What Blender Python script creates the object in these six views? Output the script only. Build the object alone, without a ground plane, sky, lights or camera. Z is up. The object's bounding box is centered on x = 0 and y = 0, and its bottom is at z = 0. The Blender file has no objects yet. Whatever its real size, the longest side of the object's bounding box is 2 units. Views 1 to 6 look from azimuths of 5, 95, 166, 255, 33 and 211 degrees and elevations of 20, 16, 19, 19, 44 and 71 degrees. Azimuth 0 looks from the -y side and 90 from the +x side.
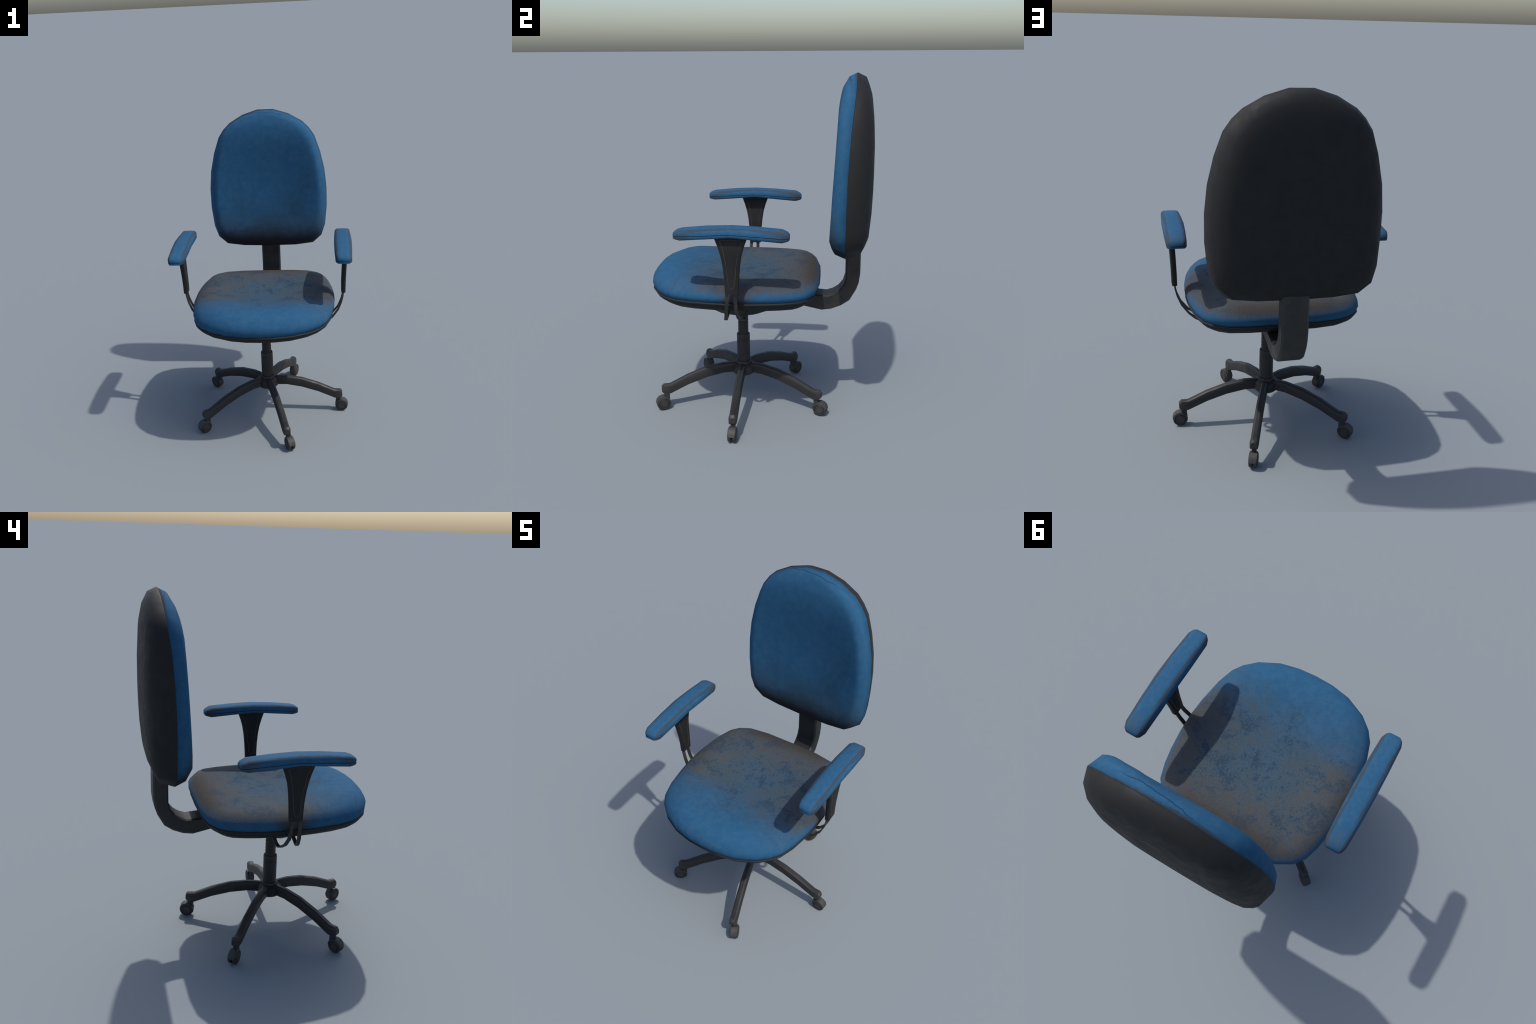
# Worn blue swivel office chair: five-star base on castors, gas lift, padded
# seat, tall backrest on a bent steel post and two T-shaped armrests.
import bpy, bmesh, math, random
from mathutils import Vector, Matrix, noise

random.seed(7)
TAU = math.tau


# ------------------------------------------------------------------ helpers
def lerp_table(table, t):
    """Piecewise linear profile through (t, value) control points."""
    if t <= table[0][0]:
        return table[0][1]
    for (a, va), (b, vb) in zip(table, table[1:]):
        if t <= b:
            return va + (vb - va) * (t - a) / (b - a)
    return table[-1][1]


def make_object(name, verts, faces, mat, parent=None, smooth_angle=None):
    me = bpy.data.meshes.new(name)
    me.from_pydata([tuple(v) for v in verts], [], faces)
    bm = bmesh.new()
    bm.from_mesh(me)
    bmesh.ops.recalc_face_normals(bm, faces=bm.faces)
    bm.to_mesh(me)
    bm.free()
    for p in me.polygons:
        p.use_smooth = True
    if smooth_angle is not None:
        me.set_sharp_from_angle(angle=math.radians(smooth_angle))
    me.materials.append(mat)
    ob = bpy.data.objects.new(name, me)
    bpy.context.scene.collection.objects.link(ob)
    if parent is not None:
        ob.parent = parent
    return ob


def loft(rings, cap_start=True, cap_end=True, closed=True):
    """Skin equal-length rings of points; returns verts, faces."""
    n = len(rings[0])
    verts = [p for r in rings for p in r]
    faces = []
    for i in range(len(rings) - 1):
        for j in range(n if closed else n - 1):
            k = (j + 1) % n
            faces.append((i * n + j, i * n + k, (i + 1) * n + k, (i + 1) * n + j))
    if cap_start:
        faces.append(tuple(range(n))[::-1])
    if cap_end:
        b = (len(rings) - 1) * n
        faces.append(tuple(b + j for j in range(n)))
    return verts, faces


def loft_to_point(rings, centre, cap_start=False):
    verts, faces = loft(rings, cap_start, False)
    n = len(rings[0])
    c = len(verts)
    verts.append(centre)
    b = (len(rings) - 1) * n
    for j in range(n):
        faces.append((b + j, b + (j + 1) % n, c))
    return verts, faces


def lathe(profile, segs=20, axis_at=(0, 0), phase=0.0):
    """Closed solid of revolution about a vertical axis; profile is (r, z)."""
    rings = []
    for r, z in profile:
        rings.append([(axis_at[0] + r * math.cos(phase + TAU * i / segs),
                       axis_at[1] + r * math.sin(phase + TAU * i / segs), z)
                      for i in range(segs)])
    return loft(rings)


def empty(name, loc=(0, 0, 0)):
    ob = bpy.data.objects.new(name, None)
    ob.location = loc
    ob.empty_display_size = 0.1
    bpy.context.scene.collection.objects.link(ob)
    return ob


# ---------------------------------------------------------------- materials
class Nodes:
    """Small shorthand for building node trees."""

    def __init__(self, name, rough=0.7, spec=0.3):
        self.mat = bpy.data.materials.new(name)
        self.mat.use_nodes = True
        self.t = self.mat.node_tree
        self.b = self.t.nodes["Principled BSDF"]
        self.b.inputs["Roughness"].default_value = rough
        self.b.inputs["Specular IOR Level"].default_value = spec
        self.co = self.t.nodes.new("ShaderNodeTexCoord").outputs["Object"]

    def _in(self, sock, v):
        if hasattr(v, "is_output"):
            self.t.links.new(v, sock)
        else:
            sock.default_value = v

    def mapping(self, scale=(1, 1, 1), loc=(0, 0, 0), rot=(0, 0, 0)):
        m = self.t.nodes.new("ShaderNodeMapping")
        m.inputs["Scale"].default_value = scale
        m.inputs["Location"].default_value = loc
        m.inputs["Rotation"].default_value = rot
        self.t.links.new(self.co, m.inputs["Vector"])
        return m.outputs[0]

    def noise(self, scale, detail=4, rough=0.6, vec=None, dist=0.0):
        n = self.t.nodes.new("ShaderNodeTexNoise")
        n.inputs["Scale"].default_value = scale
        n.inputs["Detail"].default_value = detail
        n.inputs["Roughness"].default_value = rough
        n.inputs["Distortion"].default_value = dist
        self.t.links.new(vec or self.co, n.inputs["Vector"])
        return n.outputs["Fac"]

    def xyz(self):
        s = self.t.nodes.new("ShaderNodeSeparateXYZ")
        self.t.links.new(self.co, s.inputs[0])
        return s.outputs

    def math(self, op, a, b=0.0, clamp=False):
        n = self.t.nodes.new("ShaderNodeMath")
        n.operation = op
        n.use_clamp = clamp
        self._in(n.inputs[0], a)
        self._in(n.inputs[1], b)
        return n.outputs[0]

    def band(self, v, lo, hi, a=0.0, b=1.0):
        """Smooth step of v from lo..hi to a..b."""
        n = self.t.nodes.new("ShaderNodeMapRange")
        n.interpolation_type = 'SMOOTHSTEP'
        self._in(n.inputs[0], v)
        for i, x in enumerate((lo, hi, a, b), 1):
            n.inputs[i].default_value = x
        return n.outputs[0]

    def mix(self, fac, a, b):
        n = self.t.nodes.new("ShaderNodeMix")
        n.data_type = 'RGBA'
        self._in(n.inputs["Factor"], fac)
        self._in(n.inputs[6], a if hasattr(a, "is_output") else (*a, 1))
        self._in(n.inputs[7], b if hasattr(b, "is_output") else (*b, 1))
        return n.outputs[2]

    def bump(self, h, strength=0.2, dist=0.002, prev=None):
        n = self.t.nodes.new("ShaderNodeBump")
        n.inputs["Strength"].default_value = strength
        n.inputs["Distance"].default_value = dist
        self.t.links.new(h, n.inputs["Height"])
        if prev is not None:
            self.t.links.new(prev, n.inputs["Normal"])
        return n.outputs[0]

    def finish(self, colour, normal=None, rough=None):
        self._in(self.b.inputs["Base Color"], colour if hasattr(colour, "is_output") else (*colour, 1))
        if normal is not None:
            self.t.links.new(normal, self.b.inputs["Normal"])
        if rough is not None:
            self._in(self.b.inputs["Roughness"], rough)
        return self.mat


BLUE = (0.017, 0.078, 0.160)
BLUE_PALE = (0.026, 0.092, 0.176)
BLUE_DEEP = (0.018, 0.036, 0.058)
GREY_TEAL = (0.046, 0.060, 0.067)
GREY_BEIGE = (0.062, 0.063, 0.061)
BROWN = (0.055, 0.048, 0.043)
GRIME = (0.018, 0.017, 0.017)


def weave(n):
    """Fine cloth weave as bump height."""
    a = n.noise(1.0, 2, 0.5, n.mapping((260, 900, 260)))
    b = n.noise(1.0, 2, 0.5, n.mapping((900, 260, 900)))
    return n.math('ADD', a, b)


def cloth_seat():
    n = Nodes("worn_blue_seat_cloth", 0.9, 0.15)
    X, Y, Z = n.xyz()
    ax = n.math('ABSOLUTE', X)
    big = n.noise(5.0, 5, 0.6)
    patch = n.noise(11.0, 7, 0.72, None, 0.6)
    mid = n.noise(26.0, 6, 0.7)
    fine = n.noise(95.0, 5, 0.75)
    thread = n.noise(1.0, 4, 0.75, n.mapping((55, 420, 120), rot=(0, 0, -0.20)))
    # clean cloth with a faint mottle
    col = n.mix(n.band(mid, 0.35, 0.7), BLUE, BLUE_PALE)
    jit = n.math('MULTIPLY', n.math('SUBTRACT', fine, 0.5), 0.10)
    yj = n.math('ADD', n.math('ADD', Y, n.math('MULTIPLY', n.math('SUBTRACT', big, 0.5), 0.40)), jit)
    # boundary of the rubbed zone on the flanks: only the top is worn
    zj = n.math('ADD', Z, n.math('MULTIPLY', n.math('SUBTRACT', fine, 0.5), 0.05))
    rx = n.math('POWER', n.math('DIVIDE', ax, 0.468), 3.0)
    ry = n.math('POWER', n.math('ABSOLUTE', n.math('DIVIDE', n.math('ADD', Y, 0.14), 0.505)), 3.0)
    inner = n.band(n.math('ADD', rx, ry), 0.80, 0.60)
    top = n.math('MAXIMUM', n.band(zj, 0.836, 0.884), inner)
    # grey-beige haze of rubbed fibres: dense at the sides and the rear, thin along the middle
    zone = n.math('MULTIPLY', n.band(yj, -0.56, -0.16), top)
    xj = n.math('ADD', ax, n.math('MULTIPLY', n.math('SUBTRACT', patch, 0.5), 0.35))
    dens = n.math('MAXIMUM', n.band(xj, 0.0, 0.25, 0.82, 1.0), n.band(yj, -0.22, 0.12, 0.65, 1.0))
    dens = n.math('MULTIPLY', dens, zone)
    speck = n.math('ADD', n.math('MULTIPLY', patch, 0.55), n.math('MULTIPLY', fine, 0.45))
    fibre = n.math('ADD', n.math('MULTIPLY', fine, 0.5), n.math('MULTIPLY', thread, 0.5))
    both = n.math('ADD', n.math('MULTIPLY', speck, 0.6), n.math('MULTIPLY', fibre, 0.4))
    # grain threshold slides with the density
    cut = n.math('SUBTRACT', 0.575, n.math('MULTIPLY', dens, 0.19))
    haze = n.math('DIVIDE', n.math('SUBTRACT', both, cut), 0.16, True)
    haze = n.math('MULTIPLY', n.math('ADD', n.math('MULTIPLY', haze, 0.65), 0.35), dens)
    warm = n.math('MAXIMUM', n.band(xj, 0.16, 0.38), n.band(yj, 0.0, 0.26))
    col = n.mix(n.math('MULTIPLY', haze, 0.95), col, n.mix(warm, GREY_TEAL, GREY_BEIGE))
    # salt-and-pepper of broken fibres
    salt = n.noise(240.0, 4, 0.8)
    col = n.mix(n.math('MULTIPLY', n.math('MULTIPLY', n.band(salt, 0.52, 0.62), dens), 0.45), col, (0.092, 0.098, 0.098))
    col = n.mix(n.math('MULTIPLY', n.math('MULTIPLY', n.band(salt, 0.46, 0.36), zone), 0.60), col, (0.020, 0.034, 0.050))
    # darker damp patches
    dark = n.math('MULTIPLY', n.math('MULTIPLY', zone, n.band(speck, 0.50, 0.43)), 0.75)
    col = n.mix(dark, col, BLUE_DEEP)
    # brown dirt along the back edge and both sides, soft and threadbare
    rear = n.band(yj, 0.04, 0.34)
    side = n.math('MULTIPLY', n.band(n.math('ADD', ax, jit), 0.26, 0.46), n.band(yj, -0.38, -0.14))
    dirt = n.math('MULTIPLY', n.math('MAXIMUM', rear, side), top)
    grain = n.band(both, 0.44, 0.56, 0.10, 0.90)
    col = n.mix(n.math('MULTIPLY', dirt, grain), col, BROWN)
    # darker brown rolled over the middle of the back edge
    hip = n.math('MULTIPLY', n.band(n.math('ADD', Y, jit), 0.20, 0.315), n.band(n.math('ADD', ax, jit), 0.34, 0.20))
    col = n.mix(n.math('MULTIPLY', n.math('MULTIPLY', hip, top), 0.75), col, (0.040, 0.033, 0.028))
    # rubbed streak running down both flanks beside the arm rods
    d = n.math('ABSOLUTE', n.math('ADD', n.math('ADD', Y, 0.10), n.math('MULTIPLY', n.math('SUBTRACT', fine, 0.5), 0.22)))
    streak = n.math('MULTIPLY', n.band(d, 0.02, 0.13, 1.0, 0.0), n.band(ax, 0.40, 0.45))
    col = n.mix(n.math('MULTIPLY', streak, 0.85), col, n.mix(n.band(Z, 0.80, 0.85), (0.022, 0.020, 0.020), BROWN))
    # pulled threads and tiny specks
    spk = n.band(n.noise(170.0, 3, 0.6), 0.63, 0.70)
    col = n.mix(n.math('MULTIPLY', spk, 0.45), col, n.mix(zone, BLUE_DEEP, GRIME))
    light = n.math('MULTIPLY', n.band(thread, 0.54, 0.70), dens)
    col = n.mix(n.math('MULTIPLY', light, 0.40), col, (0.088, 0.088, 0.085))
    nb = n.bump(patch, 0.25, 0.006)
    nb = n.bump(weave(n), 0.25, 0.001, nb)
    return n.finish(col, nb)


def cloth_back():
    n = Nodes("blue_backrest_cloth", 0.9, 0.15)
    X, Y, Z = n.xyz()
    big = n.noise(3.5, 4, 0.55)
    mid = n.noise(25.0, 6, 0.7)
    fine = n.noise(160.0, 3, 0.7)
    col = n.mix(n.band(mid, 0.35, 0.7), BLUE, BLUE_PALE)
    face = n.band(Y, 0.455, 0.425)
    # greyed by use across the lower half of the lean-on face
    zj = n.math('ADD', Z, n.math('MULTIPLY', n.math('SUBTRACT', big, 0.5), 0.35))
    low = n.math('MULTIPLY', n.band(zj, 1.40, 1.12), face)
    low = n.math('MULTIPLY', low, n.math('ADD', n.math('MULTIPLY', mid, 0.9), n.math('MULTIPLY', fine, 0.3)))
    col = n.mix(n.math('MULTIPLY', low, 0.9, True), col, (0.036, 0.046, 0.054))
    # darker blue patch in the middle of the face, uneven at its border
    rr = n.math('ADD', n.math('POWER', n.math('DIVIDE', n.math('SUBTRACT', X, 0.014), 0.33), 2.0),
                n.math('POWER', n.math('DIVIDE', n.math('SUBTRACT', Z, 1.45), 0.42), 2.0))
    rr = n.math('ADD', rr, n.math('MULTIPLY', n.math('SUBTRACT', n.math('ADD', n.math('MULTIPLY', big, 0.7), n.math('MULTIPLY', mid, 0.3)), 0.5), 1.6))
    dark_mid = n.math('MULTIPLY', n.band(rr, 1.15, 0.25), face)
    col = n.mix(n.math('MULTIPLY', dark_mid, 0.60), col, (0.016, 0.042, 0.066))
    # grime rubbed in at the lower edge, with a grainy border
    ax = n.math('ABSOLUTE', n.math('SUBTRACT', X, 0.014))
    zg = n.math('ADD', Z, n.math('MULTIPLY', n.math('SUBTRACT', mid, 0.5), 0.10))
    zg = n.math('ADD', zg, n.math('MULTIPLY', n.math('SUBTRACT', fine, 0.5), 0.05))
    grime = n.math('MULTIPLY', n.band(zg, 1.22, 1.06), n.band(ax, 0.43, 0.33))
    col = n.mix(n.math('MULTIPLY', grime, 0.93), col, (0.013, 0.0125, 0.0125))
    # one long crease in the cloth across the crown
    wob = n.math('MULTIPLY', n.math('SUBTRACT', n.noise(1.0, 3, 0.6, n.mapping((16, 0, 0))), 0.5), 0.028)
    path = n.math('ADD', n.math('ADD', n.math('MULTIPLY', X, -0.10), n.math('MULTIPLY', n.math('POWER', X, 2.0), 0.35)), 0.507)
    line = n.math('ABSOLUTE', n.math('SUBTRACT', n.math('ADD', Y, wob), path))
    crease = n.math('MULTIPLY', n.band(line, 0.0005, 0.0038, 1.0, 0.0), n.band(Z, 1.90, 1.94))
    crease = n.math('MULTIPLY', crease, n.band(n.math('ABSOLUTE', n.math('SUBTRACT', X, 0.02)), 0.20, 0.10))
    col = n.mix(n.math('MULTIPLY', crease, 0.8), col, (0.006, 0.028, 0.055))
    # frayed dirty edge where the cloth is tucked under the shell at the crown
    fray = n.math('ADD', Y, n.math('MULTIPLY', n.math('SUBTRACT', mid, 0.5), 0.045))
    fray = n.math('MULTIPLY', n.band(fray, 0.522, 0.536), n.band(Z, 1.86, 1.95))
    col = n.mix(n.math('MULTIPLY', fray, 0.75), col, (0.034, 0.032, 0.031))
    nb = n.bump(n.noise(14.0, 4, 0.6), 0.25, 0.004)
    nb = n.bump(crease, -0.5, 0.004, nb)
    nb = n.bump(weave(n), 0.25, 0.001, nb)
    return n.finish(col, nb)


def cloth_pad():
    n = Nodes("blue_armrest_cloth", 0.88, 0.2)
    X, Y, Z = n.xyz()
    mid = n.noise(30.0, 6, 0.7)
    streaky = n.noise(1.0, 4, 0.6, n.mapping((90, 9, 90)))
    col = n.mix(n.band(mid, 0.35, 0.7), BLUE, BLUE_PALE)
    # rubbed grey-brown bands along the rounded edges (local frame: x across)
    ax = n.math('ABSOLUTE', X)
    edge = n.math('MULTIPLY', n.band(ax, 0.032, 0.038), n.band(ax, 0.0535, 0.049))
    edge = n.math('MULTIPLY', edge, n.band(streaky, 0.28, 0.55))
    col = n.mix(n.math('MULTIPLY', edge, 0.8), col, (0.034, 0.045, 0.056))
    rear = n.math('MULTIPLY', n.band(n.math('ADD', Y, n.math('MULTIPLY', mid, 0.12)), 0.23, 0.38), n.band(mid, 0.35, 0.65))
    col = n.mix(n.math('MULTIPLY', rear, 0.55), col, BROWN)
    nb = n.bump(mid, 0.2, 0.002)
    nb = n.bump(weave(n), 0.25, 0.001, nb)
    return n.finish(col, nb)


def plastic(name, base, worn, rough=0.5, wear_amt=0.5, spec=0.35, scuff=0.5):
    n = Nodes(name, rough, spec)
    m = n.noise(14.0, 6, 0.65)
    f = n.noise(120.0, 3, 0.6)
    col = n.mix(n.band(m, 0.45, 0.75, 0.0, wear_amt), base, worn)
    # scuffed, dusty edges
    g = n.t.nodes.new("ShaderNodeNewGeometry").outputs["Pointiness"]
    edge = n.math('MULTIPLY', n.band(g, 0.53, 0.60), n.band(m, 0.3, 0.6))
    col = n.mix(n.math('MULTIPLY', edge, scuff), col, tuple(c * 2.0 for c in worn))
    r = n.band(m, 0.3, 0.7, rough - 0.08, rough + 0.1)
    return n.finish(col, n.bump(f, 0.12, 0.0008), r)


MAT_SEAT = cloth_seat()
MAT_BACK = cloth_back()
MAT_PAD = cloth_pad()
MAT_SHELL = plastic("black_shell_plastic", (0.0145, 0.0145, 0.0148), (0.0185, 0.0172, 0.0165), 0.68, 0.35, 0.25, 0.0)
MAT_METAL = plastic("black_painted_steel", (0.016, 0.016, 0.016), (0.030, 0.026, 0.022), 0.5, 0.5)
MAT_BASE = plastic("black_base_plastic", (0.018, 0.018, 0.018), (0.028, 0.026, 0.024), 0.5, 0.5)
MAT_WHEEL = plastic("dusty_wheel_plastic", (0.023, 0.0228, 0.0225), (0.034, 0.033, 0.032), 0.6, 0.6)
MAT_BEAD = plastic("worn_plastic_bead", (0.026, 0.026, 0.025), (0.045, 0.043, 0.040), 0.5, 0.6)
MAT_GAP = plastic("dark_seam_trim", (0.008, 0.008, 0.009), (0.012, 0.012, 0.012), 0.7, 0.4)

chair = empty("office_chair")
chair["label"] = "worn blue fabric swivel office chair with armrests"
chair["category"] = "office chair"

# --------------------------------------------------------------------- seat
# half outline of the widest line of the cushion, front centre to back centre
SEAT_HALF = [(0.000, -0.636), (0.100, -0.631), (0.205, -0.609), (0.310, -0.558), (0.374, -0.501),
             (0.412, -0.445), (0.440, -0.358), (0.460, -0.232), (0.468, -0.130), (0.466, -0.020),
             (0.456, 0.080), (0.442, 0.160), (0.418, 0.240), (0.376, 0.294), (0.300, 0.336),
             (0.180, 0.354), (0.000, 0.357)]
SEAT_OUT = SEAT_HALF + [(-x, y) for x, y in reversed(SEAT_HALF[1:-1])]
SEAT_C = (0.0, -0.14)


def inset(outline, o):
    """Move every outline point inwards along its normal by o."""
    n = len(outline)
    out = []
    for i, (x, y) in enumerate(outline):
        ax, ay = outline[i - 1]
        bx, by = outline[(i + 1) % n]
        tx, ty = bx - ax, by - ay
        l = math.hypot(tx, ty)
        out.append((x - o * ty / l, y + o * tx / l))
    return out


def seat_ring(o, z):
    """Ring of the trim and pan, tucked in a little under the rear edge."""
    return [(x, y - 0.006 * max(0.0, min(1.0, (y - 0.05) / 0.25)), z) for x, y in inset(SEAT_OUT, o)]


def seat_top(o, z_front, z_side, z_rear, scale=1.0, tuck=0.0):
    """Ring of the upper surface: a raised front roll, dished middle, flatter rear."""
    out = []
    for x, y in inset(SEAT_OUT, o):
        x, y = SEAT_C[0] + (x - SEAT_C[0]) * scale, SEAT_C[1] + (y - SEAT_C[1]) * scale
        l = math.hypot(x - SEAT_C[0], y - SEAT_C[1])
        c = (y - SEAT_C[1]) / l
        wf = max(0.0, min(1.0, (-c - 0.25) / 0.5))
        wr = max(0.0, min(1.0, (c - 0.25) / 0.5))
        y -= tuck * wr
        out.append((x, y, z_front * wf + z_rear * wr + z_side * (1 - wf - wr)))
    return out


rings = [seat_top(0.010, 0.802, 0.802, 0.802, 1.0, 0.006),
         seat_top(0.0, 0.836, 0.836, 0.834), seat_top(0.010, 0.864, 0.858, 0.855), seat_top(0.036, 0.895, 0.879, 0.880),
         seat_top(0.085, 0.915, 0.889, 0.892), seat_top(0.085, 0.921, 0.888, 0.895, 0.82), seat_top(0.085, 0.908, 0.881, 0.891, 0.62),
         seat_top(0.085, 0.890, 0.875, 0.883, 0.38)]
v, f = loft_to_point(rings, (0, -0.14, 0.873))
f.append(tuple(range(len(SEAT_OUT))))
seat = make_object("seat_cushion", v, f, MAT_SEAT, chair)

# piping between cushion and pan, then the black pan itself
rings = [seat_ring(0.020, 0.803), seat_ring(0.007, 0.805), seat_ring(0.003, 0.799), seat_ring(0.007, 0.792), seat_ring(0.020, 0.792)]
v, f = loft(rings)
make_object("seat_trim", v, f, MAT_GAP, seat)
rings = [seat_ring(0.020, 0.7985), seat_ring(0.009, 0.795), seat_ring(0.012, 0.784), seat_ring(0.036, 0.762),
         seat_ring(0.072, 0.741), seat_ring(0.14, 0.736)]
v, f = loft_to_point(rings, (0, -0.14, 0.734), True)
make_object("seat_pan", v, f, MAT_SHELL, chair)

# ----------------------------------------------------------------- backrest
BX = 0.014                       # the backrest sits slightly off centre
BZ = 1.506
BACK_HALF = [(0.000, 2.000), (0.056, 2.000), (0.162, 1.967), (0.256, 1.913), (0.302, 1.868), (0.339, 1.814),
             (0.377, 1.705), (0.406, 1.577), (0.419, 1.445), (0.419, 1.310), (0.405, 1.170),
             (0.378, 1.087), (0.316, 1.030), (0.190, 1.013), (0.000, 1.009)]
BACK_OUT = BACK_HALF + [(-x, z) for x, z in reversed(BACK_HALF[1:-1])]
RIM_Y = [(1.00, 0.497), (1.30, 0.497), (1.50, 0.501), (1.69, 0.512), (1.80, 0.523), (1.90, 0.534), (2.00, 0.544)]
FRONT_Y = [(1.03, 0.440), (1.045, 0.428), (1.136, 0.408), (1.48, 0.428), (1.80, 0.444), (1.91, 0.461), (1.98, 0.497)]
REAR_Y = [(1.02, 0.560), (1.05, 0.586), (1.125, 0.624), (1.25, 0.636), (1.42, 0.6415), (1.63, 0.6415),
          (1.80, 0.634), (1.905, 0.620), (1.98, 0.590)]
DISH = [(1.05, 0.3), (1.15, 1.0), (1.55, 1.0), (1.75, 0.55), (1.9, 0.1)]        # hollow of the lean-on face


def back_ring(o, yfun):
    out = []
    for x, z in BACK_OUT:
        px = x * (1 - o / 0.42)
        pz = BZ + (z - BZ) * (1 - o / 0.494)
        out.append((BX + px, yfun(px, pz, z) - px * 0.020, pz))        # turned a touch about the post
    return out


def flank(x, o):
    """1 on the sides of the outline, 0 at crown and bottom."""
    return min(1.0, abs(x) / 0.40) ** 2


def rear_flank(x, z):
    """Same, but the lower corners of the shell stay full."""
    return flank(x, 0) * max(0.25, min(1.0, (z - 1.0) / 0.25))


rim = back_ring(0.0, lambda x, z, zo: lerp_table(RIM_Y, z))
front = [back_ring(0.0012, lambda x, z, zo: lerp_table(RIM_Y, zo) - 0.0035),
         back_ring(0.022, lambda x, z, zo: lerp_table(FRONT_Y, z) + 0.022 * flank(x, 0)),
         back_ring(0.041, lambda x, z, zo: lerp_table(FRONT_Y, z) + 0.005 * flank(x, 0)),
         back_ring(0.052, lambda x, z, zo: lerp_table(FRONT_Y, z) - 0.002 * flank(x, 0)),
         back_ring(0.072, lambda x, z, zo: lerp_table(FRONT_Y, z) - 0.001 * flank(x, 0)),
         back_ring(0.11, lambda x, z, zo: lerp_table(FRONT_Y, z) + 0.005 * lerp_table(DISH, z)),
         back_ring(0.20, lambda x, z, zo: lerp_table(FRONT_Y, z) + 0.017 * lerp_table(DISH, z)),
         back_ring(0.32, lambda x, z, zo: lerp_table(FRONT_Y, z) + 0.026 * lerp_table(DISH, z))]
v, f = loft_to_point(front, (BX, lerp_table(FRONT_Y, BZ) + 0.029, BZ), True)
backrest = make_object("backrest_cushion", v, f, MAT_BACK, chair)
rear = [back_ring(0.010, lambda x, z, zo: lerp_table(RIM_Y, zo) - 0.003),
        back_ring(0.0005, lambda x, z, zo: lerp_table(RIM_Y, zo) - 0.0025),
        rim,
        back_ring(0.022, lambda x, z, zo: lerp_table(REAR_Y, z) - 0.080 * rear_flank(x, z)),
        back_ring(0.060, lambda x, z, zo: lerp_table(REAR_Y, z) - 0.042 * rear_flank(x, z)),
        back_ring(0.11, lambda x, z, zo: lerp_table(REAR_Y, z) - 0.022 * rear_flank(x, z)),
        back_ring(0.20, lambda x, z, zo: lerp_table(REAR_Y, z) - 0.010 * rear_flank(x, z)),
        back_ring(0.32, lambda x, z, zo: lerp_table(REAR_Y, z))]
v, f = loft_to_point(rear, (BX, lerp_table(REAR_Y, BZ), BZ), True)
make_object("backrest_shell", v, f, MAT_SHELL, chair)

# ------------------------------------------------- bent post behind the seat
# inner and outer side of the bend in the y-z plane
POST = [((0.505, 1.080), (0.585, 1.080)), ((0.503, 0.960), (0.587, 0.975)), ((0.503, 0.840), (0.587, 0.870)),
        ((0.490, 0.796), (0.580, 0.815)), ((0.465, 0.764), (0.566, 0.772)), ((0.431, 0.742), (0.528, 0.704)),
        ((0.395, 0.730), (0.480, 0.671)), ((0.350, 0.734), (0.422, 0.648)), ((0.300, 0.738), (0.366, 0.640)),
        ((0.180, 0.742), (0.238, 0.668)), ((0.02, 0.745), (0.05, 0.690))]
PX0, PX1, CH = -0.050, 0.082, 0.010


def post_ring(a, b):
    a, b = Vector((0, *a)), Vector((0, *b))
    d = (b - a).normalized()
    pts = []
    for x, p in ((PX0 + CH, a), (PX1 - CH, a), (PX1, a + d * CH), (PX1, b - d * CH),
                 (PX1 - CH, b), (PX0 + CH, b), (PX0, b - d * CH), (PX0, a + d * CH)):
        pts.append((x, p.y, p.z))
    return pts


v, f = loft([post_ring(a, b) for a, b in POST])
make_object("backrest_post", v, f, MAT_METAL, chair, 28)

# ----------------------------------------------- tilt mechanism and gas lift
HUB = (0.0, -0.112)
v, f = lathe([(0.300, 0.737), (0.265, 0.690), (0.210, 0.646), (0.14, 0.615), (0.06, 0.600)], 12, (0.0, -0.112))
make_object("tilt_mechanism", v, f, MAT_METAL, chair)

prof = [(0.031, 0.66)]
for i in range(7):                                   # shallow rings of the telescopic tube
    z = 0.60 - i * 0.022
    prof += [(0.0315, z), (0.0300, z - 0.004), (0.0300, z - 0.008), (0.0315, z - 0.012)]
prof += [(0.030, 0.40)]
v, f = lathe(prof, 20, HUB)
lift = make_object("gas_lift_tube", v, f, MAT_METAL, chair, 40)
v, f = lathe([(0.030, 0.438), (0.033, 0.447), (0.0385, 0.449), (0.0405, 0.444), (0.0405, 0.412), (0.0395, 0.409),
              (0.0405, 0.406), (0.0405, 0.330), (0.0400, 0.24)], 20, HUB)
make_object("lift_sleeve", v, f, MAT_BASE, chair, 45)
v, f = lathe([(0.038, 0.276), (0.048, 0.274), (0.052, 0.266), (0.052, 0.258), (0.060, 0.254), (0.072, 0.244),
              (0.072, 0.200), (0.062, 0.190), (0.03, 0.188)], 20, HUB)
hub = make_object("base_hub", v, f, MAT_BASE, chair, 45)

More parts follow.
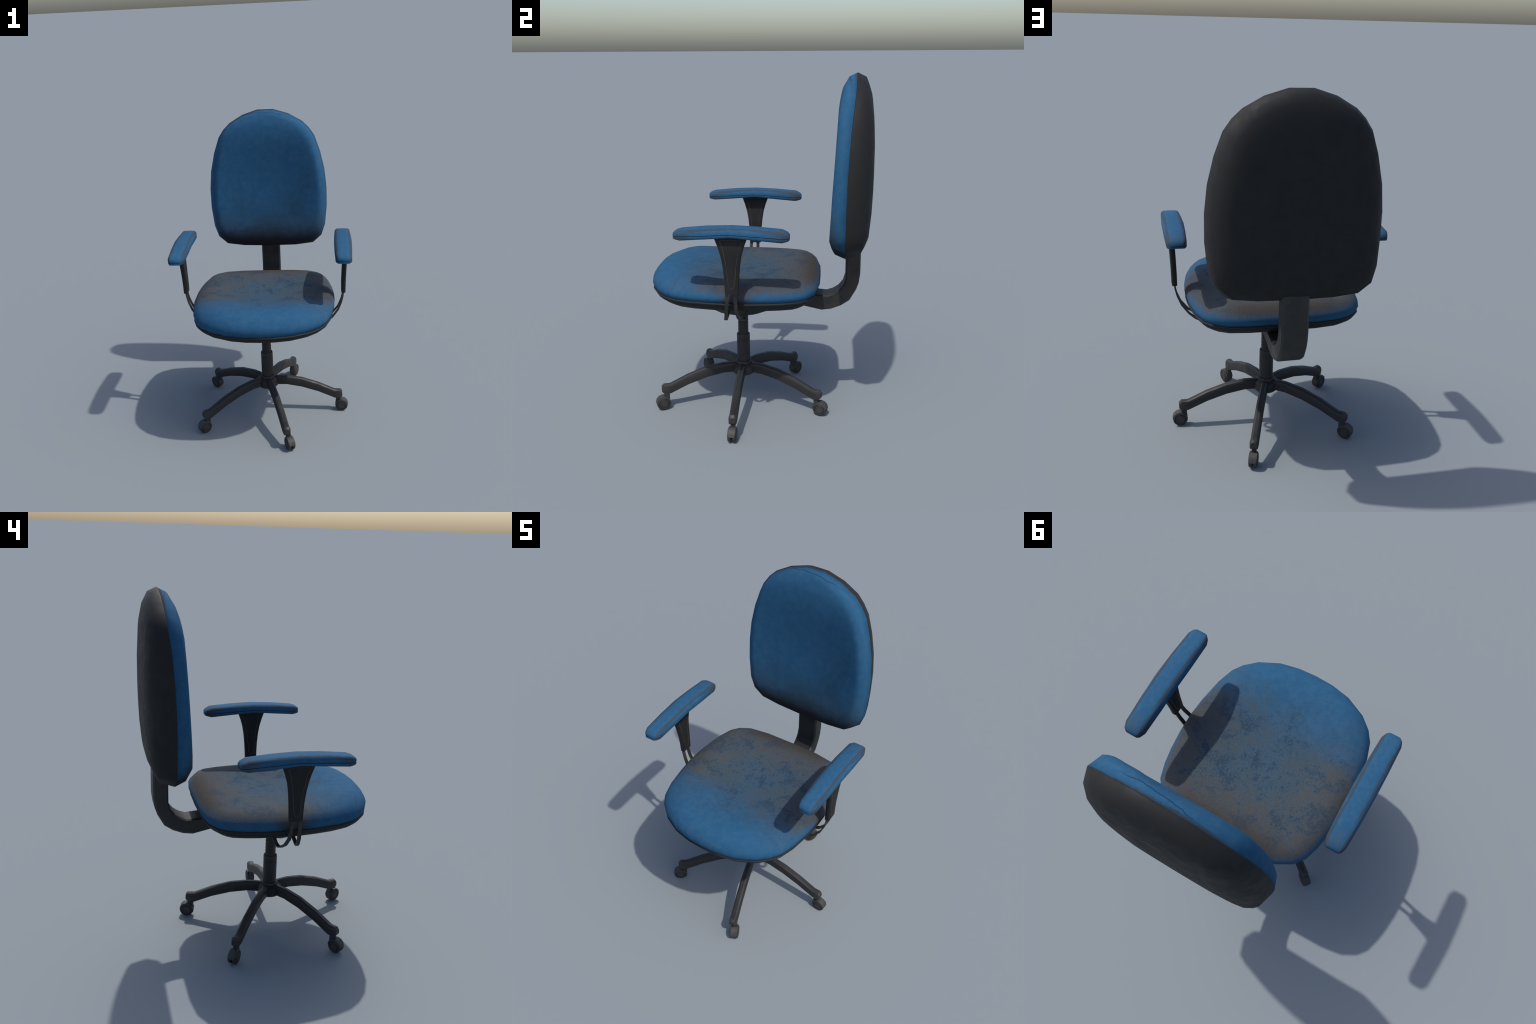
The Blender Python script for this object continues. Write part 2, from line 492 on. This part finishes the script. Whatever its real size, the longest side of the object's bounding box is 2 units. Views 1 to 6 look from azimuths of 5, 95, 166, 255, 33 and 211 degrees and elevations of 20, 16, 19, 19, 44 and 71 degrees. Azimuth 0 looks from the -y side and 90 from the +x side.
# ------------------------------------------------------------ five-star base
# stations along a leg: distance from the hub, top z, bottom z, half width
LEG = [(0.030, 0.258, 0.190, 0.0195), (0.066, 0.264, 0.203, 0.0205), (0.130, 0.264, 0.204, 0.021), (0.236, 0.247, 0.185, 0.0215),
       (0.350, 0.209, 0.149, 0.022), (0.461, 0.158, 0.100, 0.0225),
       (0.500, 0.158, 0.101, 0.0228), (0.513, 0.146, 0.113, 0.017)]
rings = []
for i, (r, zt, zb, w) in enumerate(LEG):
    h = zt - zb
    c = 0.010
    rings.append([(r, -w * 0.86, zb), (r, w * 0.86, zb), (r, w, zb + 0.006), (r, w, zt - 1.6 * c), (r, w * 0.86, zt - 0.9 * c),
                  (r, w * 0.80, zt - 0.55 * c), (r, w * 0.40, zt), (r, -w * 0.40, zt), (r, -w * 0.80, zt - 0.55 * c),
                  (r, -w * 0.86, zt - 0.9 * c), (r, -w, zt - 1.6 * c), (r, -w, zb + 0.006)])
lv, lf = loft(rings)

# castor, built pointing along +x with its swivel pin at the origin
WR, WX, WZ = 0.0425, 0.025, 0.0425


def wheel_mesh():
    prof = [(0.004, 0.0), (0.004, 0.036), (0.0075, 0.0415), (0.0125, 0.0425), (0.0200, 0.0415), (0.0238, 0.0370),
            (0.0245, 0.0325), (0.0225, 0.0300), (0.0255, 0.0270), (0.0262, 0.0120), (0.0255, 0.0)]
    rings = []
    for y, r in prof:
        rings.append([(WX + r * math.cos(TAU * i / 16), y, WZ + r * math.sin(TAU * i / 16)) for i in range(16)])
    return loft(rings, False, False)


def hood_mesh():
    """Curved cover that wraps the upper front of the twin wheels, with the pin block."""
    rings = []
    for k in range(8):
        a = math.radians(200 - k * 28)
        ci, si = math.cos(a), math.sin(a)
        w = 0.0225 if 0 < k < 7 else 0.018
        ro, ri = 0.0440, 0.0385
        rings.append([(WX + ri * ci, -w, WZ + ri * si), (WX + ro * ci, -w * 0.92, WZ + ro * si),
                      (WX + ro * ci, w * 0.92, WZ + ro * si), (WX + ri * ci, w, WZ + ri * si)])
    return loft(rings)


def pin_mesh():
    w = 0.015
    pts = [[(-w, -w * .8, z), (w, -w * .8, z), (w, w * .8, z), (-w, w * .8, z)] for z in (0.020, 0.085, 0.108)]
    return loft(pts)


legs = []
leg0 = hood0 = wheel0 = pin0 = None
for i in range(5):
    ang = math.radians(-73.0 + 72 * i)
    M = Matrix.Translation((HUB[0], HUB[1], 0)) @ Matrix.Rotation(ang, 4, 'Z')
    if leg0 is None:
        leg0 = make_object("base_leg", lv, lf, MAT_BASE, chair, 26)
        pin0 = make_object("castor", *pin_mesh(), MAT_WHEEL, chair, 40)
        hood0 = make_object("castor_hood", *hood_mesh(), MAT_WHEEL, pin0, 40)
        w_v, w_f = wheel_mesh()
        wheel0 = make_object("castor_wheel", w_v, w_f, MAT_WHEEL, pin0, 40)
        leg, pin, hood, wheel = leg0, pin0, hood0, wheel0
        mir = wheel0.copy()
        mir.data = wheel0.data.copy()
        mir.data.transform(Matrix.Scale(-1, 4, (0, 1, 0)))
        mir.data.flip_normals()
        bpy.context.scene.collection.objects.link(mir)
        mir_mesh = mir.data
    else:
        leg, pin, hood, wheel, mir = leg0.copy(), pin0.copy(), hood0.copy(), wheel0.copy(), wheel0.copy()
        mir.data = mir_mesh
        for o in (leg, pin, hood, wheel, mir):
            bpy.context.scene.collection.objects.link(o)
    leg.matrix_world = M
    for o in (hood, wheel, mir):
        o.parent = pin
    side = 0.010 if i == 0 else 0.0
    swivel = math.radians((7, -2, 1, -2, 1)[i])
    pin.matrix_world = M @ Matrix.Translation((0.483, side, 0)) @ Matrix.Rotation(swivel, 4, 'Z')


# ----------------------------------------------------------------- armrests
PAD_TOP = [(-0.302, -0.030), (-0.295, -0.023), (-0.258, -0.013), (-0.13, -0.003), (0.0, 0.001), (0.13, -0.004),
           (0.262, -0.014), (0.292, -0.028), (0.300, -0.038)]
PAD_ST = [(-0.302, 0.030), (-0.290, 0.041), (-0.264, 0.0505), (-0.13, 0.055), (0.0, 0.057), (0.13, 0.055),
          (0.262, 0.0505), (0.290, 0.041), (0.300, 0.030)]
PAD_MID = [(-0.302, -0.048), (0.0, -0.031), (0.302, -0.052)]       # line of the dark seam
PAD_LOW = [(-0.302, -0.061), (-0.27, -0.067), (0.0, -0.047), (0.27, -0.071), (0.302, -0.061)]


def pad_upper():
    rings = []
    for i, (y, w) in enumerate(PAD_ST):
        zt = lerp_table(PAD_TOP, y)
        zs = lerp_table(PAD_MID, y) + 0.002
        h = zt - zs
        rings.append([(-w, y, zs), (-w * 1.0, y, zs + h * 0.40), (-w * 0.93, y, zs + h * 0.72), (-w * 0.74, y, zs + h * 0.95),
                      (-w * 0.3, y, zt), (w * 0.3, y, zt), (w * 0.74, y, zs + h * 0.95), (w * 0.93, y, zs + h * 0.72),
                      (w * 1.0, y, zs + h * 0.40), (w, y, zs)])
    return loft(rings)


def pad_slab(top, low, grow, taper):
    rings = []
    for y, w in PAD_ST:
        zt, zb = top(y), low(y)
        w = w + grow
        yy = y * (1 + grow / 0.30)
        rings.append([(-w * taper, yy, zb), (-w, yy, zb + (zt - zb) * 0.35), (-w, yy, zt), (w, yy, zt), (w, yy, zb + (zt - zb) * 0.35), (w * taper, yy, zb)])
    return loft(rings)


# upright plate: height (below pad), y of front edge, y of rear edge, x centre
STEM = [(1.212, -0.086, 0.092, 0.012), (1.192, -0.083, 0.088, 0.012), (1.145, -0.066, 0.070, 0.0105), (1.100, -0.053, 0.057, 0.009), (1.050, -0.044, 0.049, 0.006),
        (0.992, -0.038, 0.043, 0.003), (0.945, -0.036, 0.040, 0.001), (0.889, -0.035, 0.037, 0.000)]


def stem_mesh():
    rings = []
    t = 0.0135
    for z, a, b, x in STEM:
        rings.append([(x - t, a + 0.004, z), (x - t, b - 0.004, z), (x - t * 0.65, b, z), (x + t * 0.65, b, z), (x + t, b - 0.004, z),
                      (x + t, a + 0.004, z), (x + t * 0.65, a, z), (x - t * 0.65, a, z)])
    return loft(rings)


def bead_path(side):
    """Rounded U line pressed into the face of the upright, clear of its edges."""
    t = 0.0135 * side
    left, right = [], []
    for z, a, b, x in STEM[1:-1]:
        e = 0.020 + 0.10 * max(0.0, z - 1.10)
        left.append((x + t, a + e, z))
        right.append((x + t, b - e, z))
    zb, mid = 0.915, 0.001
    top = [(left[0][0], left[0][1] + 0.008, 1.186), (left[0][0], right[0][1] - 0.008, 1.186)]
    left[0] = (left[0][0], left[0][1], 1.176)
    right[0] = (right[0][0], right[0][1], 1.176)
    return [top[0]] + left + [(left[-1][0], mid - 0.010, zb + 0.006), (left[-1][0], mid, zb), (left[-1][0], mid + 0.010, zb + 0.006)] + right[::-1] + [top[1]]


def tube_loop(path, r, segs=6):
    pts = [Vector(p) for p in path]
    n = len(pts)
    rings = []
    for i, p in enumerate(pts):
        d = (pts[(i + 1) % n] - pts[i - 1]).normalized()
        u = Vector((1, 0, 0))
        w = d.cross(u).normalized()
        rings.append([p + u * (r * 0.7 * math.cos(TAU * k / segs)) + w * (r * math.sin(TAU * k / segs)) for k in range(segs)])
    return loft(rings + [rings[0]], False, False)


def bar_mesh(path, wy, t):
    """Flat bar along a path; wide across y, thin across its bend."""
    rings = []
    pts = [Vector(p) for p in path]
    for i, p in enumerate(pts):
        d = (pts[min(i + 1, len(pts) - 1)] - pts[max(i - 1, 0)]).normalized()
        yv = (Vector((0, 1, 0)) - d * d.y).normalized()
        n = d.cross(yv)
        rings.append([p + yv * (sy * wy) + n * (sn * t) for sy, sn in ((-1, -1), (1, -1), (1, 1), (-1, 1))])
    return loft(rings)


# rods in the local frame of the armrest (x outwards, y forwards = negative)
ROD_A = [(0.000, -0.024, 0.900), (-0.004, -0.026, 0.865), (-0.014, -0.029, 0.825), (-0.036, -0.035, 0.772),
         (-0.075, -0.043, 0.722), (-0.106, -0.049, 0.699), (-0.118, -0.048, 0.700), (-0.160, -0.034, 0.748)]
ROD_B = [(0.000, 0.018, 0.900), (-0.004, 0.018, 0.865), (-0.014, 0.018, 0.825), (-0.036, 0.019, 0.772),
         (-0.075, 0.026, 0.722), (-0.110, 0.038, 0.695), (-0.130, 0.048, 0.690), (-0.146, 0.056, 0.702), (-0.172, 0.069, 0.748)]

PAD_Z = 1.250
for sign, xc, yc, toe in ((1, 0.525, -0.108, -1.0), (-1, -0.525, -0.085, 0.0)):
    flip = Matrix.Scale(sign, 4, (1, 0, 0))

    def place(ob, mat):
        ob.data.transform(mat)
        if mat.determinant() < 0:
            ob.data.flip_normals()

    stem = make_object("armrest", *stem_mesh(), MAT_SHELL, chair, 50)
    place(stem, flip)
    stem.matrix_world = Matrix.Translation((xc, yc, 0))
    for face in (1, -1):
        bead = make_object("panel_bead", *tube_loop(bead_path(face), 0.0018), MAT_BEAD, stem)
        place(bead, flip)
    for path in (ROD_A, ROD_B):
        rod = make_object("mounting_rod", *bar_mesh(path, 0.0095, 0.0045), MAT_METAL, stem, 50)
        place(rod, flip)
    parts = [make_object("armrest_pad", *pad_upper(), MAT_PAD, stem, 60),
             make_object("pad_seam", *pad_slab(lambda y: lerp_table(PAD_MID, y) + 0.003, lambda y: lerp_table(PAD_MID, y) - 0.003, -0.0025, 1.0), MAT_GAP, stem, 40),
             make_object("pad_base", *pad_slab(lambda y: lerp_table(PAD_MID, y) - 0.0015, lambda y: lerp_table(PAD_LOW, y), 0.0, 0.90), MAT_PAD, stem, 50)]
    for p in parts:
        p.location = (0.0, 0.006, PAD_Z)
        p.rotation_euler = (0, 0, math.radians(toe))

bpy.context.view_layer.update()
